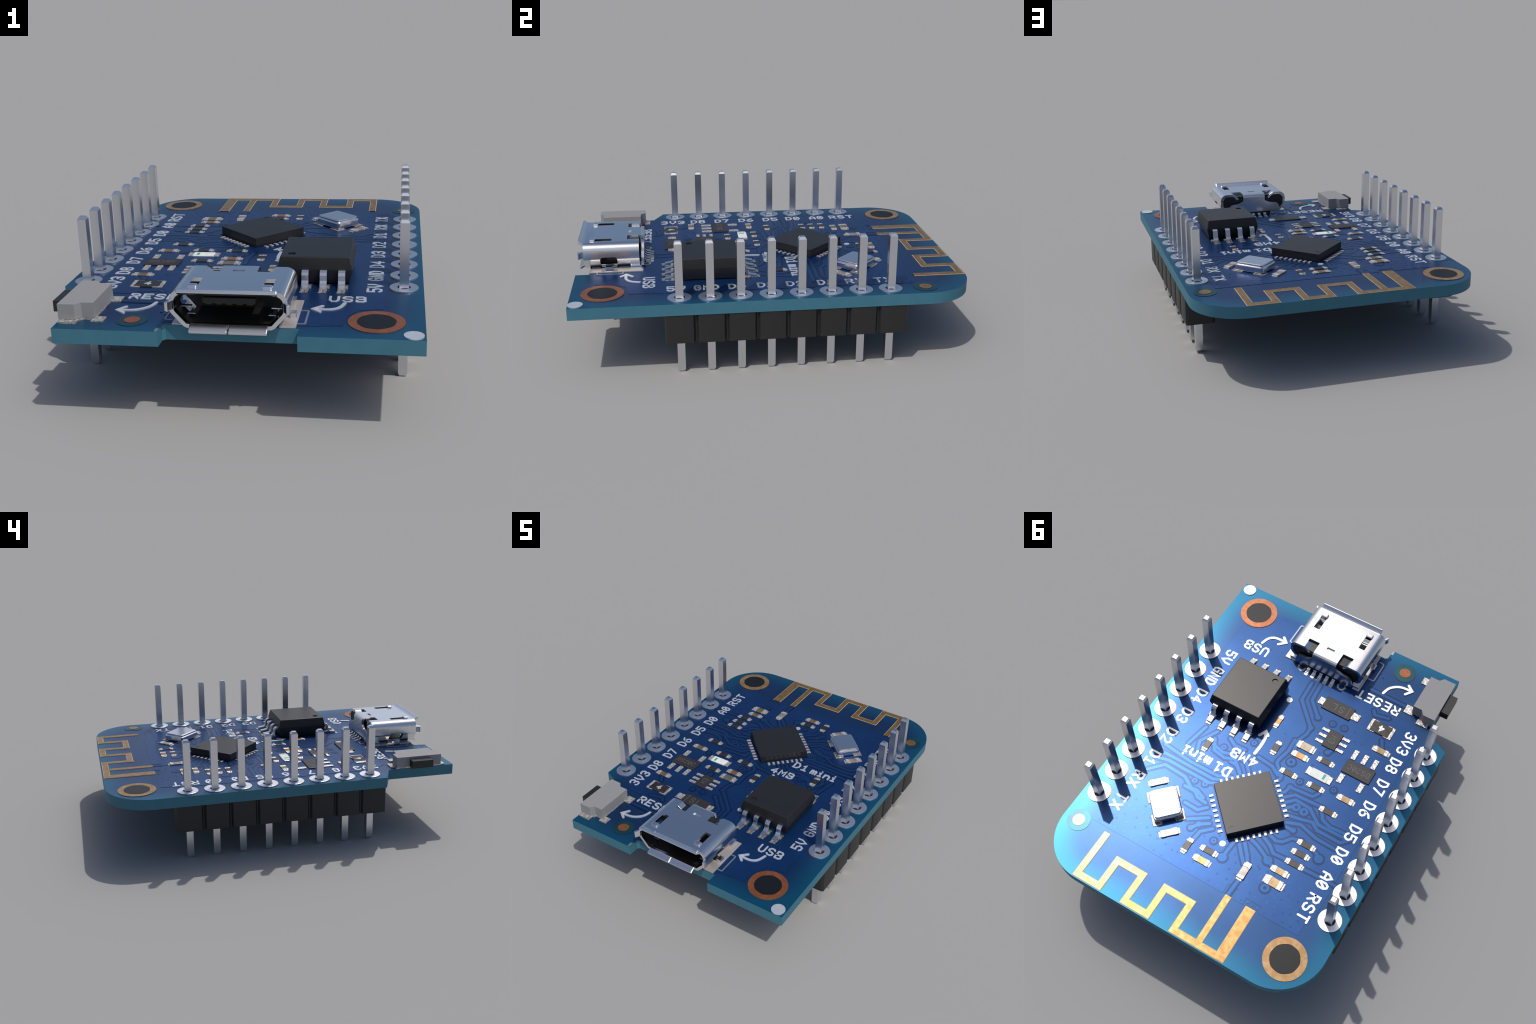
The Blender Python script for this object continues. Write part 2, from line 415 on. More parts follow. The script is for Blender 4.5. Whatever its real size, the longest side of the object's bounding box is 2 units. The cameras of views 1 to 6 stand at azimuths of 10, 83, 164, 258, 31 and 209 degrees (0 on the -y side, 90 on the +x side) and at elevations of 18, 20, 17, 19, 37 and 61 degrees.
# ------------------------------------------------------------------ lettering
GLYPH = {  # single-stroke letters on a unit cell; 'o' marks a closed stroke
 'D': ['o', [(0,0),(0,1),(.6,1),(1,.7),(1,.3),(.6,0)]],
 '0': ['o', [(.3,0),(0,.25),(0,.75),(.3,1),(.7,1),(1,.75),(1,.25),(.7,0)], [(.12,.2),(.88,.8)]],
 '1': [[(.15,.75),(.5,1),(.5,0)], [(.1,0),(.9,0)]],
 '2': [[(0,.8),(.25,1),(.75,1),(1,.8),(1,.6),(0,0),(1,0)]],
 '3': [[(0,.85),(.25,1),(.75,1),(1,.82),(1,.65),(.75,.5),(.4,.5)], [(.75,.5),(1,.35),(1,.18),(.75,0),(.25,0),(0,.15)]],
 '4': [[(.72,0),(.72,1),(.0,.32)], [(0,.32),(1,.32)]],
 '5': [[(1,1),(0,1),(0,.55),(.7,.6),(1,.4),(1,.2),(.75,0),(.25,0),(0,.15)]],
 '6': [[(.85,1),(.35,.85),(0,.45),(0,.2),(.25,0),(.75,0),(1,.18),(1,.35),(.75,.52),(.15,.52)]],
 '7': [[(0,1),(1,1),(.35,0)]],
 '8': ['o', [(.25,.53),(.05,.68),(.05,.85),(.25,1),(.75,1),(.95,.85),(.95,.68),(.75,.53)],
       'o', [(.25,0),(0,.16),(0,.36),(.25,.53),(.75,.53),(1,.36),(1,.16),(.75,0)]],
 'A': [[(0,0),(0,.6),(.5,1),(1,.6),(1,0)], [(0,.35),(1,.35)]],
 'B': [[(0,0),(0,1),(.7,1),(.95,.85),(.95,.65),(.7,.5),(0,.5)], [(.7,.5),(1,.35),(1,.15),(.7,0),(0,0)]],
 'C': [[(1,.8),(.75,1),(.25,1),(0,.75),(0,.25),(.25,0),(.75,0),(1,.2)]],
 'E': [[(1,1),(0,1),(0,0),(1,0)], [(0,.5),(.75,.5)]],
 'G': [[(1,.8),(.75,1),(.25,1),(0,.75),(0,.25),(.25,0),(.75,0),(1,.2),(1,.5),(.55,.5)]],
 'L': [[(0,1),(0,0),(1,0)]],
 'M': [[(0,0),(0,1),(.5,.45),(1,1),(1,0)]],
 'N': [[(0,0),(0,1),(1,0),(1,1)]],
 'R': [[(0,0),(0,1),(.7,1),(1,.85),(1,.65),(.7,.5),(0,.5)], [(.5,.5),(1,0)]],
 'S': [[(1,.85),(.75,1),(.25,1),(0,.82),(0,.65),(.25,.53),(.75,.47),(1,.35),(1,.18),(.75,0),(.25,0),(0,.15)]],
 'T': [[(0,1),(1,1)], [(.5,1),(.5,0)]],
 'U': [[(0,1),(0,.25),(.25,0),(.75,0),(1,.25),(1,1)]],
 'V': [[(0,1),(0,.55),(.5,0),(1,.55),(1,1)]],
 'X': [[(0,0),(1,1)], [(0,1),(1,0)]],
 'm': [[(0,0),(0,.66)], [(0,.5),(.25,.66),(.5,.5),(.5,0)], [(.5,.5),(.75,.66),(1,.5),(1,0)]],
 'i': [[(.25,.64),(.5,.64),(.5,0)], [(.2,0),(.8,0)], [(.5,.98),(.5,1.0)]],
 'n': [[(0,0),(0,.66)], [(0,.45),(.3,.66),(.7,.66),(1,.45),(1,0)]],
 '|': [[(.5,0),(.5,1)]],
}
def lettering(name, text, centre, length, height, parent, stroke=0.0105, turn=0.0, z=TOP, mat="silk", rise=0.0038, gap=0.62):
    """text centred at `centre`; `length` and `height` are outer sizes"""
    h = height - stroke
    n = len(text)
    units = sum(0.45 if ch == ' ' else 1 for ch in text)
    gaps = n - 1
    cw = (length - stroke) / (units + gaps * gap)
    s = Shape(); x = -(length - stroke) / 2; k = 0
    for ch in text:
        if ch == ' ': x += cw * (0.45 + gap); continue
        closed = False
        for part in GLYPH[ch]:
            if part == 'o': closed = True; continue
            pts = [(x + px * cw, -h / 2 + py * h) for px, py in part]
            s.ribbon(pts, stroke, 0, rise + k * 1.0e-4, closed=closed); k += 1
            closed = False
        x += cw * (1 + gap)
    me = s.mesh(name, [mat])
    return place(name, me, parent, (centre[0], centre[1], z - 0.0005), turn)

Q = math.pi / 2
LEFT = [("3V3", -0.490, 0.145), ("D8", -0.336, 0.090), ("D7", -0.188, 0.090), ("D6", -0.039, 0.092), ("D5", 0.113, 0.094),
        ("D0", 0.254, 0.090), ("A0", 0.403, 0.090), ("RST", 0.561, 0.152)]
RIGHT = [("5V", -0.488, 0.094), ("GND", -0.338, 0.126), ("D4", -0.186, 0.090), ("D3", -0.040, 0.092), ("D2", 0.106, 0.092),
         ("D1", 0.262, 0.088), ("RX", 0.409, 0.096), ("TX", 0.556, 0.094)]
for txt, y, ln in LEFT:
    lettering("silkscreen_lettering", txt, (-0.551, y), ln, 0.064, board, turn=Q)
for txt, y, ln in RIGHT:
    lettering("silkscreen_lettering", txt, (0.552, y), ln, 0.064, board, turn=Q)
lettering("silkscreen_lettering", "USB", (0.452, -0.622), 0.148, 0.063, board)
lettering("silkscreen_lettering", "RESET", (-0.302, -0.646), 0.254, 0.060, board)
lettering("silkscreen_lettering", "4MB", (0.141, 0.018), 0.156, 0.060, board, stroke=0.0115)
lettering("silkscreen_lettering", "D1", (0.2035, 0.136), 0.098, 0.062, board, stroke=0.0115)
lettering("silkscreen_lettering", "mini", (0.362, 0.136), 0.176, 0.062, board, stroke=0.0115, gap=0.42)

def arrow(ctrl, barbs, w=0.0145):
    s = Shape()
    s.ribbon(curve_through(ctrl), w, TOP - 0.0005, TOP + 0.0048)
    s.ribbon([barbs[0], ctrl[-1], barbs[1]], w, TOP - 0.0005, TOP + 0.0052)
    place("silkscreen_arrow", s.mesh("silkscreen_arrow", ["silk"]), board)
arrow([(0.444, -0.669), (0.427, -0.715), (0.390, -0.738), (0.328, -0.738)], [(0.356, -0.764), (0.361, -0.706)])
arrow([(-0.298, -0.714), (-0.315, -0.762), (-0.362, -0.797), (-0.430, -0.804)], [(-0.398, -0.829), (-0.405, -0.768)])
arrow([(0.106, -0.032), (0.103, -0.090), (0.108, -0.140), (0.124, -0.176)], [(0.143, -0.140), (0.103, -0.158)], 0.017)

s = Shape()
s.disc((0.705, -0.963), 0.036, TOP - 0.001, TOP + 0.0045, 40)
s.disc((0.118, -0.414), 0.0165, TOP - 0.001, TOP + 0.0045, 24)
s.disc((-0.024, 0.489), 0.0155, TOP - 0.001, TOP + 0.0045, 24)
place("silkscreen_dot", s.mesh("silkscreen_dot", ["silk"]), board)
s = Shape()
s.ribbon([(0.287, -0.757), (0.311, -0.757), (0.314, -0.762), (0.314, -0.884), (0.311, -0.889), (0.287, -0.889)], 0.0075, TOP - 0.001, TOP + 0.0045)
s.ribbon([(-0.172, -0.757), (-0.213, -0.757), (-0.217, -0.762), (-0.217, -0.880), (-0.212, -0.886), (-0.190, -0.889)], 0.0075, TOP - 0.001, TOP + 0.0045)
s.box(NOTCH_L - 0.014, NOTCH_L - 0.001, -0.998, -0.970, TOP - 0.001, TOP + 0.002)
place("silkscreen_outline", s.mesh("silkscreen_outline", ["silk_dim"]), board)

# ------------------------------------------------------------------ header rows
def pin_mesh():
    s = Shape(); h, tip = 0.0188, 0.0075
    zs = [(0.0, h - tip * .7), (0.012, h), (0.672 - 0.012, h), (0.672, h - tip)]
    vs = []
    for z, k in zs: vs += [(-k, -k, z), (k, -k, z), (k, k, z), (-k, k, z)]
    fs = [[3, 2, 1, 0], [12, 13, 14, 15]]
    for a in range(3):
        fs += [[a*4+i, a*4+(i+1) % 4, a*4+4+(i+1) % 4, a*4+4+i] for i in range(4)]
    s.add(vs, fs)
    return s.mesh("pin", ["metal"])
PIN = pin_mesh()
s = Shape(); s.ring((0, 0), 0.058, 0.0268, 0, 0.0055, 48)
PAD = s.mesh("pin_pad", ["ring"], bevel=0.0008)
s = Shape(); s.disc((0, 0), 0.0275, 0, 0.0020, 32)  # dark disc inside the pad ring, drawn as its hole; laminate is uncut
PADDISC = s.mesh("pad_dark_disc", ["inner"])
s = Shape(); s.disc((0, 0), 0.0570, 0, 0.0022, 40)
PADCOPPER = s.mesh("pad_copper", ["copper"])
for side in (-1, 1):
    half, nd, nw = 0.0752, 0.016, 0.0125
    ol_r, ol_l = [], []
    for i in range(8):
        a, b = i * PITCH - PITCH / 2, i * PITCH + PITCH / 2
        g0, g1 = (0.004 if i else -0.001), (0.004 if i < 7 else -0.001)
        n0, n1 = (nw if i else 0.006), (nw if i < 7 else 0.006)
        for ol, sx in ((ol_r, 1), (ol_l, -1)):
            ol += [(sx * (half - nd), a + g0), (sx * half, a + n0), (sx * half, b - n1), (sx * (half - nd), b - g1)]
    s = Shape(); s.prism(ol_r + ol_l[::-1], 0.1765, BOT - 0.0005)
    hdr = place("pin_header", s.mesh("pin_header", ["header"], bevel=0.002), root, (side * PIN_X, PIN_Y0, 0))
    for i in range(8):
        place("pin", PIN, hdr, (0, i * PITCH, 0))
        p = place("pin_pad", PAD, board, (side * PIN_X, PIN_Y0 + i * PITCH, TOP - 0.0005))
        place("pad_dark_disc", PADDISC, p, (0, 0, 0.001))
        place("pad_copper", PADCOPPER, p, (-0.003 if side > 0 else -0.0025, -0.002, -0.0006))

# ------------------------------------------------------------------ main chip (QFN, turned 45 degrees)
def chip_dimple(ob, c, r, z, depth):
    s = Shape(); s.disc(c, r, z - depth, z + 0.05, 32)
    boolean_cut(ob, [cutter(s)])
CX, CY, CH = -0.026, 0.246, 0.1455
s = Shape(); s.box(-CH, CH, -CH, CH, TOP + 0.004, 0.429)
qfn = place("processor_chip", s.rotated(math.pi / 4, (CX, CY)).mesh("processor_chip", ["black"], bevel=0.0015), root)
chip_dimple(qfn, (-0.033, 0.412), 0.013, 0.429, 0.0012)
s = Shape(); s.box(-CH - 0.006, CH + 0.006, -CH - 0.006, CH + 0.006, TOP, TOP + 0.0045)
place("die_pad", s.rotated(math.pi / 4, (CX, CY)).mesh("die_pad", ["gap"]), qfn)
s = Shape(); s.box(-0.0125, 0.0125, -0.0078, 0.0078, TOP, TOP + 0.006)
QPAD = s.mesh("chip_lead", ["solder"], bevel=0.002)
for k in range(4):
    a = math.pi / 4 + k * math.pi / 2
    for i in range(8):
        u = (i - 3.5) * 0.0293
        d = CH + 0.025
        place("chip_lead", QPAD, qfn, (CX + d * math.cos(a) - u * math.sin(a), CY + d * math.sin(a) + u * math.cos(a), 0), a)

# ------------------------------------------------------------------ memory chip (SOIC-8)
SX, SY = 0.3065, -0.308
def frustum(s, hx0, hy0, z0, hx1, hy1, z1, ch=0.0):
    vs = []
    for hx, hy, z in ((hx0, hy0, z0), (hx1, hy1, z1)):
        vs += [(-hx, -hy, z), (hx, -hy, z), (hx, hy, z), (-hx, hy, z)]
    s.add(vs, [[3, 2, 1, 0], [4, 5, 6, 7]] + [[i, (i+1) % 4, 4+(i+1) % 4, 4+i] for i in range(4)])
s = Shape()
levels = [(0.388, 0.141, 0.141), (0.446, 0.1545, 0.1545), (0.454, 0.1545, 0.1545), (0.5015, 0.1435, 0.1425)]
vs = []
for z, hx, hy in levels: vs += [(SX-hx, SY-hy, z), (SX+hx, SY-hy, z), (SX+hx, SY+hy, z), (SX-hx, SY+hy, z)]
fs = [[3, 2, 1, 0], [12, 13, 14, 15]]
for a in range(3): fs += [[a*4+i, a*4+(i+1) % 4, a*4+4+(i+1) % 4, a*4+4+i] for i in range(4)]
s.add(vs, fs)
soic = place("memory_chip", s.mesh("memory_chip", ["black"], bevel=0.003), root)
chip_dimple(soic, (0.207, -0.410), 0.0165, 0.5015, 0.006)
s = Shape()
lead = [(0.138, 0.4475), (0.164, 0.4475), (0.174, 0.4420), (0.1785, 0.4330), (0.181, 0.4120), (0.187, 0.4010), (0.199, 0.3945), (0.233, 0.3890)]
s.sheet(lead, -0.0142, 0.0142, 0.0095)
LEAD = s.mesh("chip_lead", ["metal"])
LPAD = []
for sg in (1, -1):      # narrow tinned pad with a bulge of solder on the +x flank of every lead
    s = Shape()
    s.box(-0.0175, 0.0175, 0.176, 0.250, TOP, TOP + 0.003)
    a, b = sorted((sg * 0.002, sg * 0.0265))
    s.box(a, b, 0.166, 0.203, TOP, TOP + 0.0095)
    LPAD.append(s.mesh("solder_pad", ["solder_dull"], bevel=0.0028))
for side in (0, 1):
    for i in range(4):
        loc = (SX + (i - 1.5) * 0.0748, SY, 0)
        l = place("chip_lead", LEAD, soic, loc, side * math.pi)
        place("solder_pad", LPAD[side], board, loc, side * math.pi)

# ------------------------------------------------------------------ crystal
XC, YC, XA = 0.332, 0.459, math.pi * 0.75
def rounded_rect(hx, hy, r):
    return (arc(hx - r, hy - r, r, 0, 90, 5) + arc(-hx + r, hy - r, r, 90, 180, 5)
            + arc(-hx + r, -hy + r, r, 180, 270, 5) + arc(hx - r, -hy + r, r, 270, 360, 5))
s = Shape(); s.prism(rounded_rect(0.0865, 0.0725, 0.018), TOP + 0.004, 0.4205)
xt = place("crystal", s.rotated(XA, (XC, YC)).mesh("crystal", ["can"], bevel=0.005), root)
s = Shape(); s.prism(rounded_rect(0.0795, 0.0665, 0.016), 0.419, 0.4325)
place("crystal_lid", s.rotated(XA, (XC, YC)).mesh("crystal_lid", ["can"], bevel=0.004), xt)
s = Shape()
for sx in (-1, 1):
    for sy in (-1, 1):
        s.box(sx*0.066-0.034, sx*0.066+0.034, sy*0.058-0.026, sy*0.058+0.026, TOP, TOP + 0.0045)
place("solder_pad", s.rotated(XA, (XC, YC)).mesh("crystal_pad", ["solder_dull"], bevel=0.002), board)

# ------------------------------------------------------------------ chip resistors, capacitors, ...
def chip_component(name, body_mat, length, width, height, term=0.26):
    s = Shape(); s.box(-length/2*(1-term*1.2), length/2*(1-term*1.2), -width/2, width/2, TOP, TOP + height * 0.62)
    b = s.mesh(name, [body_mat], bevel=0.0015)
    s = Shape(); s.box(-length*term/2, length*term/2, -width/2-0.001, width/2+0.001, TOP, TOP + height * 0.62 + 0.0012)
    s.box(-length*term/2-0.011, -length*term/2+0.001, -width/2+0.002, width/2-0.002, TOP, TOP + 0.0035)
    tm = s.mesh("terminal", ["solder"], bevel=0.002)
    return name, b, tm, length * (1 - term) / 2
def put(kind, x, y, ang):
    name, b, tm, off = kind
    ob = place(name, b, root, (x, y, 0), ang)
    place("terminal", tm, ob, (off, 0, 0), math.pi)
    place("terminal", tm, ob, (-off, 0, 0), 0)
RES = chip_component("resistor", "resistor", 0.080, 0.032, 0.008, 0.19)
RESV = chip_component("resistor", "resistor", 0.070, 0.034, 0.008, 0.19)
CAP = chip_component("capacitor", "cap_tan", 0.080, 0.034, 0.009, 0.26)
CAPO = chip_component("capacitor", "cap_orange", 0.080, 0.035, 0.009, 0.26)
CAPV = chip_component("capacitor", "cap_orange", 0.070, 0.030, 0.009, 0.28)
CAPB = chip_component("capacitor", "cap_beige", 0.086, 0.046, 0.010, 0.2)
CAP2 = chip_component("capacitor", "cap_tan", 0.090, 0.048, 0.010, 0.28)
IND = chip_component("inductor", "inductor", 0.084, 0.038, 0.013, 0.24)
XCP = chip_component("capacitor", "inductor", 0.088, 0.038, 0.013, 0.3)
for k, x, y in ((CAPB, -0.107, -0.202), (CAPO, -0.106, -0.139), (RES, -0.238, -0.176), (RES, -0.265, -0.019), (CAP, -0.432, -0.034),
                (RES, -0.388, 0.071), (CAP, -0.456, -0.381), (RES, -0.105, -0.019), (RES, -0.384, 0.286), (RES, -0.383, 0.343),
                (RES, -0.383, 0.403), (CAP, -0.342, 0.472), (CAP2, -0.346, 0.536), (RES, 0.012, 0.556), (CAPO, 0.015, 0.616)):
    put(k, x, y, 0)
for k, x, y in ((RESV, 0.028, -0.117), (CAPV, 0.100, -0.265), (RESV, 0.348, 0.049), (IND, -0.191, 0.560), (RESV, 0.121, 0.587)):
    put(k, x, y, Q)
put(XCP, 0.442, 0.365, math.pi / 4); put(XCP, 0.234, 0.573, math.pi / 4)

# light-emitting diode
s = Shape(); s.box(-0.050, 0.050, -0.026, 0.026, TOP, TOP + 0.0080)
led = place("indicator_light", s.mesh("indicator_light", ["led"], bevel=0.003), root, (-0.248, -0.088, 0))
s = Shape(); s.box(-0.0065, 0.0065, -0.019, 0.012, TOP, TOP + 0.0088)
place("polarity_mark", s.mesh("polarity_mark", ["led_green"]), led, (-0.026, 0, 0))
s = Shape(); s.box(-0.013, 0.013, -0.024, 0.024, TOP, TOP + 0.0065)
T_ = s.mesh("terminal", ["solder"], bevel=0.002)
place("terminal", T_, led, (0.060, 0, 0)); place("terminal", T_, led, (-0.060, 0, 0))

# rectifier diode, fuse, six-lead switch chip, voltage regulator
def leaded(name, x0, x1, y0, y1, h, leads, mat="small_chip", lead_mat="solder"):
    s = Shape(); s.box(x0, x1, y0, y1, TOP, TOP + h)
    ob = place(name, s.mesh(name, [mat], bevel=0.003), root)
    for (cx, cy, w, l) in leads:
        s = Shape(); s.box(-w/2, w/2, -l/2, l/2, TOP, TOP + 0.006)
        if w > l: s.box(-w*0.12, w*0.42, -l/2*0.86, l/2*0.86, TOP, TOP + 0.0068)
        else: s.box(-w/2*0.86, w/2*0.86, -l*0.12, l*0.42, TOP, TOP + 0.0068)
        place("terminal", s.mesh("terminal", [lead_mat], bevel=0.0015), ob, (cx, cy, 0))
    return ob
H = 0.0075
ob = leaded("rectifier_diode", -0.222, -0.050, -0.541, -0.459, H, [(-0.040, -0.499, 0.042, 0.046), (-0.243, -0.498, 0.046, 0.046)])
lettering("chip_lettering", "SL", (-0.135, -0.498), 0.072, 0.042, ob, 0.006, 0, TOP + H, "chip_mark", 0.0012, gap=0.9)
s = Shape(); s.box(-0.198, -0.193, -0.536, -0.464, TOP, TOP + H + 0.0006)
place("cathode_band", s.mesh("cathode_band", ["chip_mark"]), ob)
ob = leaded("fuse", -0.450, -0.338, -0.538, -0.466, 0.007, [(-0.347, -0.502, 0.044, 0.078), (-0.443, -0.502, 0.044, 0.078)], "resistor")
lettering("fuse_lettering", "4", (-0.395, -0.502), 0.032, 0.042, ob, 0.009, 0, TOP + 0.007, "silk", 0.0014)
ob = leaded("switch_chip", -0.244, -0.166, -0.366, -0.254, H,
            [(-0.145, y, 0.044, 0.019) for y in (-0.349, -0.311, -0.272)] + [(-0.267, y, 0.044, 0.019) for y in (-0.347, -0.310, -0.270)])
lettering("chip_lettering", "M3", (-0.205, -0.310), 0.050, 0.034, ob, 0.005, Q, TOP + H, "chip_mark", 0.0012)
ob = leaded("voltage_regulator", -0.492, -0.330, -0.254, -0.168, H,
            [(x, -0.290, 0.026, 0.060) for x in (-0.350, -0.408, -0.466)] + [(x, -0.130, 0.028, 0.056) for x in (-0.350, -0.464)])
lettering("chip_lettering", "DS20C", (-0.412, -0.211), 0.125, 0.034, ob, 0.005, 0, TOP + H, "chip_mark", 0.0012)

# ------------------------------------------------------------------ reset switch
body = [(-0.488, -0.901), (-0.537, -0.901), (-0.557, -0.924), (-0.6235, -0.924), (-0.6235, -0.655),
        (-0.557, -0.655), (-0.537, -0.681), (-0.488, -0.681)]
s = Shape(); s.prism(body, TOP + 0.008, 0.4505)
sw = place("reset_switch", s.mesh("reset_switch", ["grey"]), root)
s = Shape(); s.box(-0.669, -0.610, -0.857, -0.732, 0.393, 0.4365)
place("push_button", s.mesh("push_button", ["black"]), sw)
s = Shape()
s.prism([(x * 1.0 + 0.0025, y * 1.0 + (-0.004 if y < -0.8 else 0.004)) for x, y in body], TOP, TOP + 0.0068)
for x0, x1, y0, y1 in ((-0.495, -0.448, -0.925, -0.880), (-0.495, -0.446, -0.715, -0.662), (-0.600, -0.535, -0.660, -0.628), (-0.617, -0.545, -0.952, -0.918)):
    s.box(x0, x1, y0, y1, TOP, TOP + 0.005 + random.uniform(0, 0.002))
place("switch_base", s.mesh("switch_base", ["solder"]), sw)

# ------------------------------------------------------------------ USB socket
UX = 0.0433
Y0, Y1 = -0.957, -0.671
def socket_profile(inset):
    """half section of the shell (dx, z): round shoulders, short sides, chamfered belly"""
    k = inset
    right = [(0.143, 0.3835 + k), (0.158, 0.3855 + k), (0.170 - 0.5*k, 0.392 + 0.9*k), (0.2125 - k, 0.440 + 0.35*k), (0.2175 - k, 0.450 + 0.2*k)]
    right += [(0.2175 - k, 0.490)]
    rr = 0.040 - k * 0.6
    right += arc(0.2175 - k - rr, 0.530 - k - rr, rr, 0, 90, 8)
    return [(UX + x, z) for x, z in right] + [(UX - x, z) for x, z in right[::-1]]
T = 0.0155
def loft(s, prof0, y0, prof1, y1):
    n = len(prof0)
    s.add([(x, y0, z) for x, z in prof0] + [(x, y1, z) for x, z in prof1],
          [[i, (i + 1) % n, n + (i + 1) % n, n + i] for i in range(n)])
po, pi_ = socket_profile(0), socket_profile(T)
n = len(po)
s = Shape(); loft(s, po, Y0, po, Y1); loft(s, pi_, Y0, pi_, Y1)
for y in (Y0, Y1):
    s.add([(x, y, z) for x, z in po] + [(x, y, z) for x, z in pi_], [[i, (i + 1) % n, n + (i + 1) % n, n + i] for i in range(n)])
shell = place("usb_socket", s.mesh("usb_socket", ["shell"]), root)
cuts = []
for sd in (-1, 1):
    a, b = sorted((UX + sd * 0.1215, UX + sd * 0.1565))
    c = Shape(); c.box(a, b, -0.900, -0.814, 0.505, 0.56); cuts.append(cutter(c))       # front slots
    a, b = sorted((UX + sd * 0.0725, UX + sd * 0.1360))
    c = Shape(); c.box(a, b, -0.734, -0.60, 0.505, 0.56); cuts.append(cutter(c))         # rear notches
    a, b = sorted((UX + sd * 0.160, UX + sd * 0.260))
    c = Shape()
    win = [(-0.868, 0.389), (-0.790, 0.389), (-0.784, 0.430), (-0.786, 0.450), (-0.794, 0.459), (-0.864, 0.459), (-0.872, 0.450), (-0.874, 0.430)]
    c.add([(x, y, z) for x in (a, b) for y, z in win], [list(range(8))[::-1], list(range(8, 16))] + [[i, (i+1) % 8, 8+(i+1) % 8, 8+i] for i in range(8)])
    cuts.append(cutter(c))
c = Shape(); c.box(UX - 0.023, UX + 0.023, -0.733, -0.716, 0.521, 0.56); cuts.append(cutter(c))
boolean_cut(shell, cuts)
# folded back plate with shoulders
half = [(0.0725, 0.512), (0.0725, 0.487), (0.084, 0.479), (0.107, 0.470), (0.150, 0.466), (0.164, 0.455), (0.172, 0.437), (0.174, 0.395), (0.110, 0.395), (0.110, 0.411)]
poly = [(UX + x, z) for x, z in half] + [(UX - x, z) for x, z in half[::-1]]
s = Shape(); npl = len(poly)
s.add([(x, -0.648, z) for x, z in poly] + [(x, -0.662, z) for x, z in poly],
      [list(range(npl)), list(range(npl, 2*npl))[::-1]] + [[i, (i+1) % npl, npl+(i+1) % npl, npl+i] for i in range(npl)])
s.sheet([(-0.675, 0.5222), (-0.665, 0.5222), (-0.6585, 0.5195), (-0.6555, 0.5130), (-0.655, 0.509)], UX - 0.0725, UX + 0.0725, 0.0145)
place("back_plate", s.mesh("back_plate", ["shell"]), shell)

# springy ears that dip into the rear notches
for sd in (-1, 1):
    prof = [(0.150, 0.5225), (0.136, 0.5215), (0.118, 0.510), (0.102, 0.494)]
    s = Shape(); s.sheet(prof, -0.718, -0.673, 0.0145)      # built as (dx, z) along y
    me = s.mesh("shell_ear", ["shell"], bevel=0.002)
    for v in me.vertices:
        y, dx, z = v.co.x, v.co.y, v.co.z
        v.co = (UX + sd * dx, y, z)
    if sd > 0: me.flip_normals()
    place("shell_ear", me, shell)

# rolled lips round the mouth
s = Shape(); s.sheet([(-0.945, 0.5220), (-0.957, 0.5225), (-0.967, 0.5265), (-0.985, 0.5400)], UX - 0.184, UX + 0.184, 0.0165)
place("mouth_lip", s.mesh("mouth_lip_top", ["shell"], bevel=0.004), shell)
for a, b in ((UX - 0.1455, UX - 0.0015), (UX + 0.0015, UX + 0.1455)):
    s = Shape(); s.sheet([(-0.948, 0.3950), (-0.958, 0.3945), (-0.967, 0.3905), (-0.986, 0.3785)], a, b, 0.0165)
    place("mouth_lip", s.mesh("mouth_lip_bottom", ["shell"], bevel=0.004), shell)
for sd in (-1, 1):
    s = Shape(); s.sheet([(0.208, -0.950), (0.211, -0.962), (0.2200, -0.976), (0.2245, -0.986)], 0.456, 0.494, 0.0145)   # (dx, y) along z
    me = s.mesh("mouth_lip_side", ["shell"], bevel=0.004)
    for v in me.vertices:
        z, dx, y = v.co.x, v.co.y, v.co.z
        v.co = (UX + sd * dx, y, z)
    if sd < 0: me.flip_normals()
    place("mouth_lip", me, shell)
    # little bumps behind the lip
    s = Shape()
    cx = UX + sd * 0.139
    s.box(cx - 0.0195, cx + 0.0195, -0.926, -0.899, 0.524, 0.5405)
    place("latch_bump", s.mesh("latch_bump", ["shell"], bevel=0.0055), shell)

# soldered side flanges and their folded tabs
for sd in (-1, 1):
    f = Shape()
    a, b = sorted((UX + sd * 0.180, UX + sd * (0.2415 if sd > 0 else 0.222)))
    f.box(a, b, -0.928, -0.653, TOP - 0.0005, TOP + 0.0065)
    a, b = sorted((UX + sd * 0.150, UX + sd * 0.166))
    f.box(a, b, -0.920, -0.876, TOP, 0.392); f.box(a, b, -0.782, -0.672, TOP, 0.392)
    place("flange", f.mesh("flange", ["flange"], bevel=0.0015), shell)
    f = Shape(); f.box(-0.0215, 0.0215, -0.010, 0.010, TOP + 0.004, 0.3960)
    f.box(-0.018, 0.018, -sd * 0.030 - 0.012, -sd * 0.030 + 0.012, TOP + 0.004, 0.4100)
    place("side_tab", f.mesh("side_tab", ["shell"], bevel=0.002), shell, (UX + sd * 0.192, -0.830, 0), Q)
    f = Shape(); a, b = sorted((UX + sd * 0.150, UX + sd * 0.214))
    f.box(a, b, -0.718, -0.660, TOP, 0.409)
    place("rear_foot", f.mesh("rear_foot", ["shell"], bevel=0.002), shell)

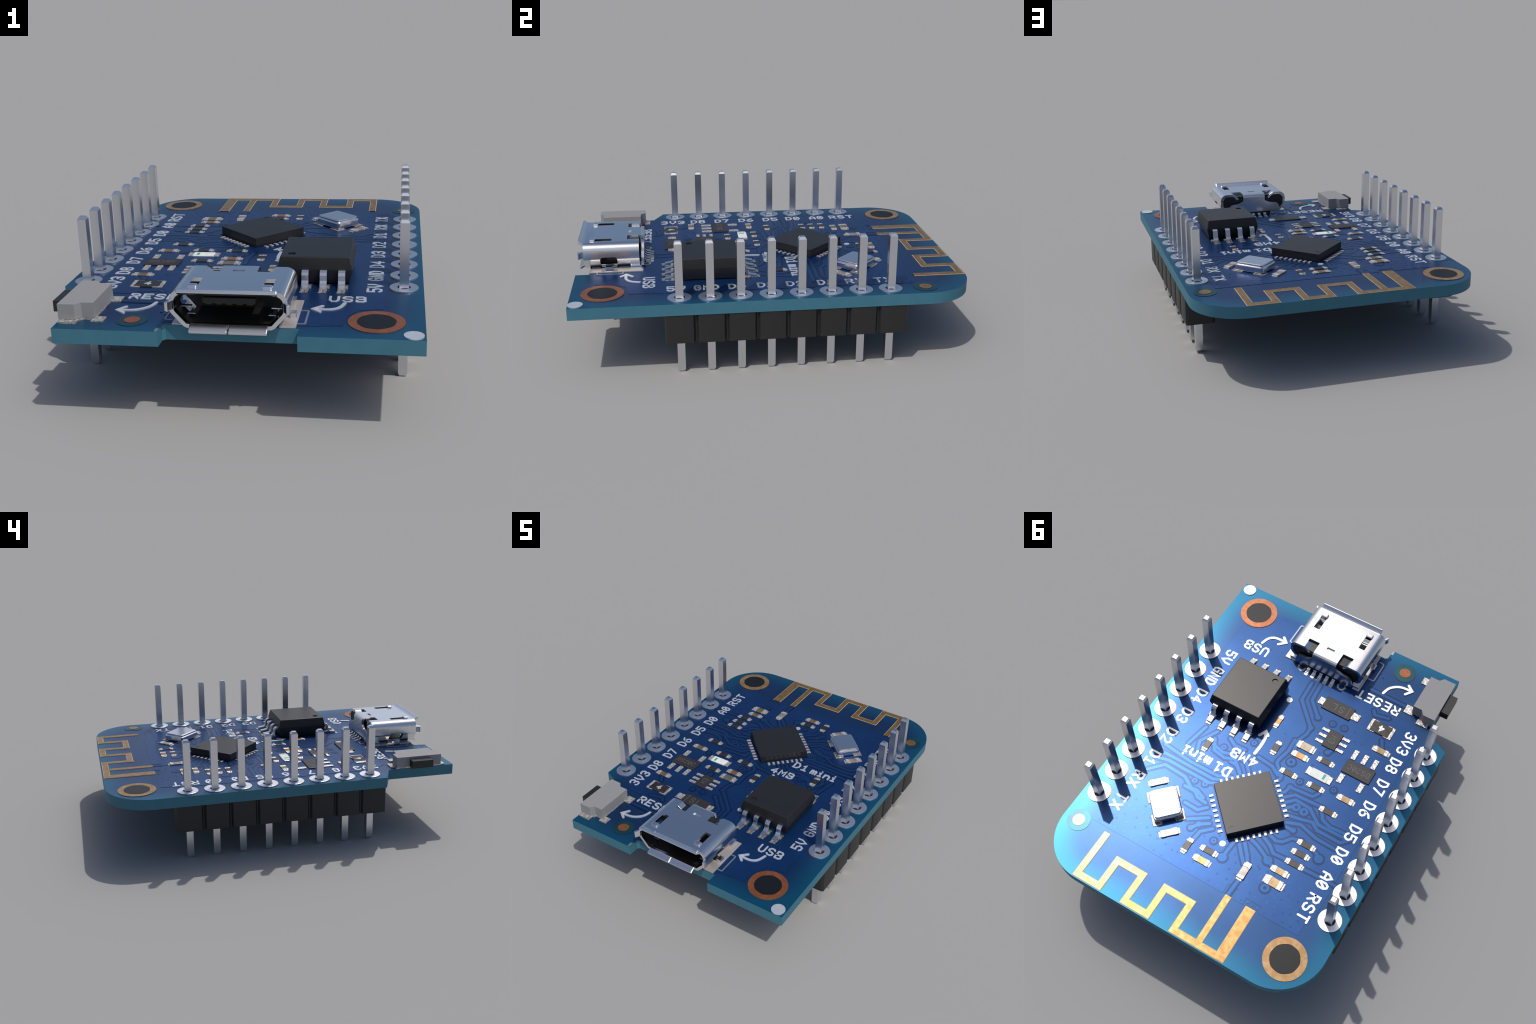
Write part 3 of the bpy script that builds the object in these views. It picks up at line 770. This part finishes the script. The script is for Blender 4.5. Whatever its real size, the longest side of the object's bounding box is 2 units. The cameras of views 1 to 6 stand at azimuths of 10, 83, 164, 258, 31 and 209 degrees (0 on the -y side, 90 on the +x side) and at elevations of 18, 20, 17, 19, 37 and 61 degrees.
# plastic insert, tongue, contacts
ins = socket_profile(T + 0.0012)
s = Shape(); nn = len(ins)
s.add([(x, y, z) for y in (-0.780, -0.674) for x, z in ins],
      [list(range(nn)), list(range(nn, 2*nn))[::-1]] + [[i, (i+1) % nn, nn+(i+1) % nn, nn+i] for i in range(nn)])
for sd in (-1, 1):      # thin plastic floor, plus side linings added only to darken the mouth
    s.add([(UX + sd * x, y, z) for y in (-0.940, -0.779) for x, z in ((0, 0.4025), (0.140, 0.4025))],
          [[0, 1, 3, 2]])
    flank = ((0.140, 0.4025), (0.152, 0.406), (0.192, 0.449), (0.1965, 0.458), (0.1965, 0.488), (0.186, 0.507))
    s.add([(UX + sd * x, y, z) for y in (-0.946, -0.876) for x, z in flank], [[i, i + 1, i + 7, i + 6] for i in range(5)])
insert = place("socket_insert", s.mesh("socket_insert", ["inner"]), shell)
s = Shape(); s.box(UX - 0.098, UX + 0.098, -0.935, -0.775, 0.474, 0.497)
place("tongue", s.mesh("tongue", ["inner"], bevel=0.003), insert)
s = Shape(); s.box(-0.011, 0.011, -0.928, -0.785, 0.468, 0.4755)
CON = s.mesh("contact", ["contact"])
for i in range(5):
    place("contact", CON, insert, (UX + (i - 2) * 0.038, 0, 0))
s = Shape()
for sd in (-1, 1):
    a, b = sorted((UX + sd * 0.150, UX + sd * 0.194))
    s.box(a, b, -0.900, -0.880, 0.444, 0.449); s.box(a - sd * 0.012, b - sd * 0.014, -0.900, -0.880, 0.416, 0.421)
place("shield_spring", s.mesh("shield_spring", ["shell"], bevel=0.0015), insert)

# signal leads behind the socket
s = Shape(); s.sheet([(-0.665, 0.403), (-0.652, 0.403), (-0.644, 0.396), (-0.640, 0.390), (-0.618, 0.388)], -0.0095, 0.0095, 0.006)
UL = s.mesh("signal_lead", ["metal"])
s = Shape(); s.box(-0.0115, 0.0115, -0.640, -0.600, TOP, TOP + 0.0035)
UP = s.mesh("solder_pad", ["solder"], bevel=0.001)
for i in range(5):
    x = 0.0505 + (i - 2) * 0.0385
    place("signal_lead", UL, shell, (x, 0, 0))
    place("solder_pad", UP, board, (x, 0, 0))
s = Shape(); s.box(UX - 0.109, UX + 0.109, -0.668, -0.646, 0.384, 0.4095)
place("lead_block", s.mesh("lead_block", ["inner"]), shell)
# rings of the socket's locating holes
for x, y in ((0.168, -0.640), (-0.082, -0.636)):
    s = Shape(); s.ring((x, y), 0.026, 0.015, TOP, TOP + 0.003, 24)
    place("locating_hole", s.mesh("locating_hole", ["solder"]), board)
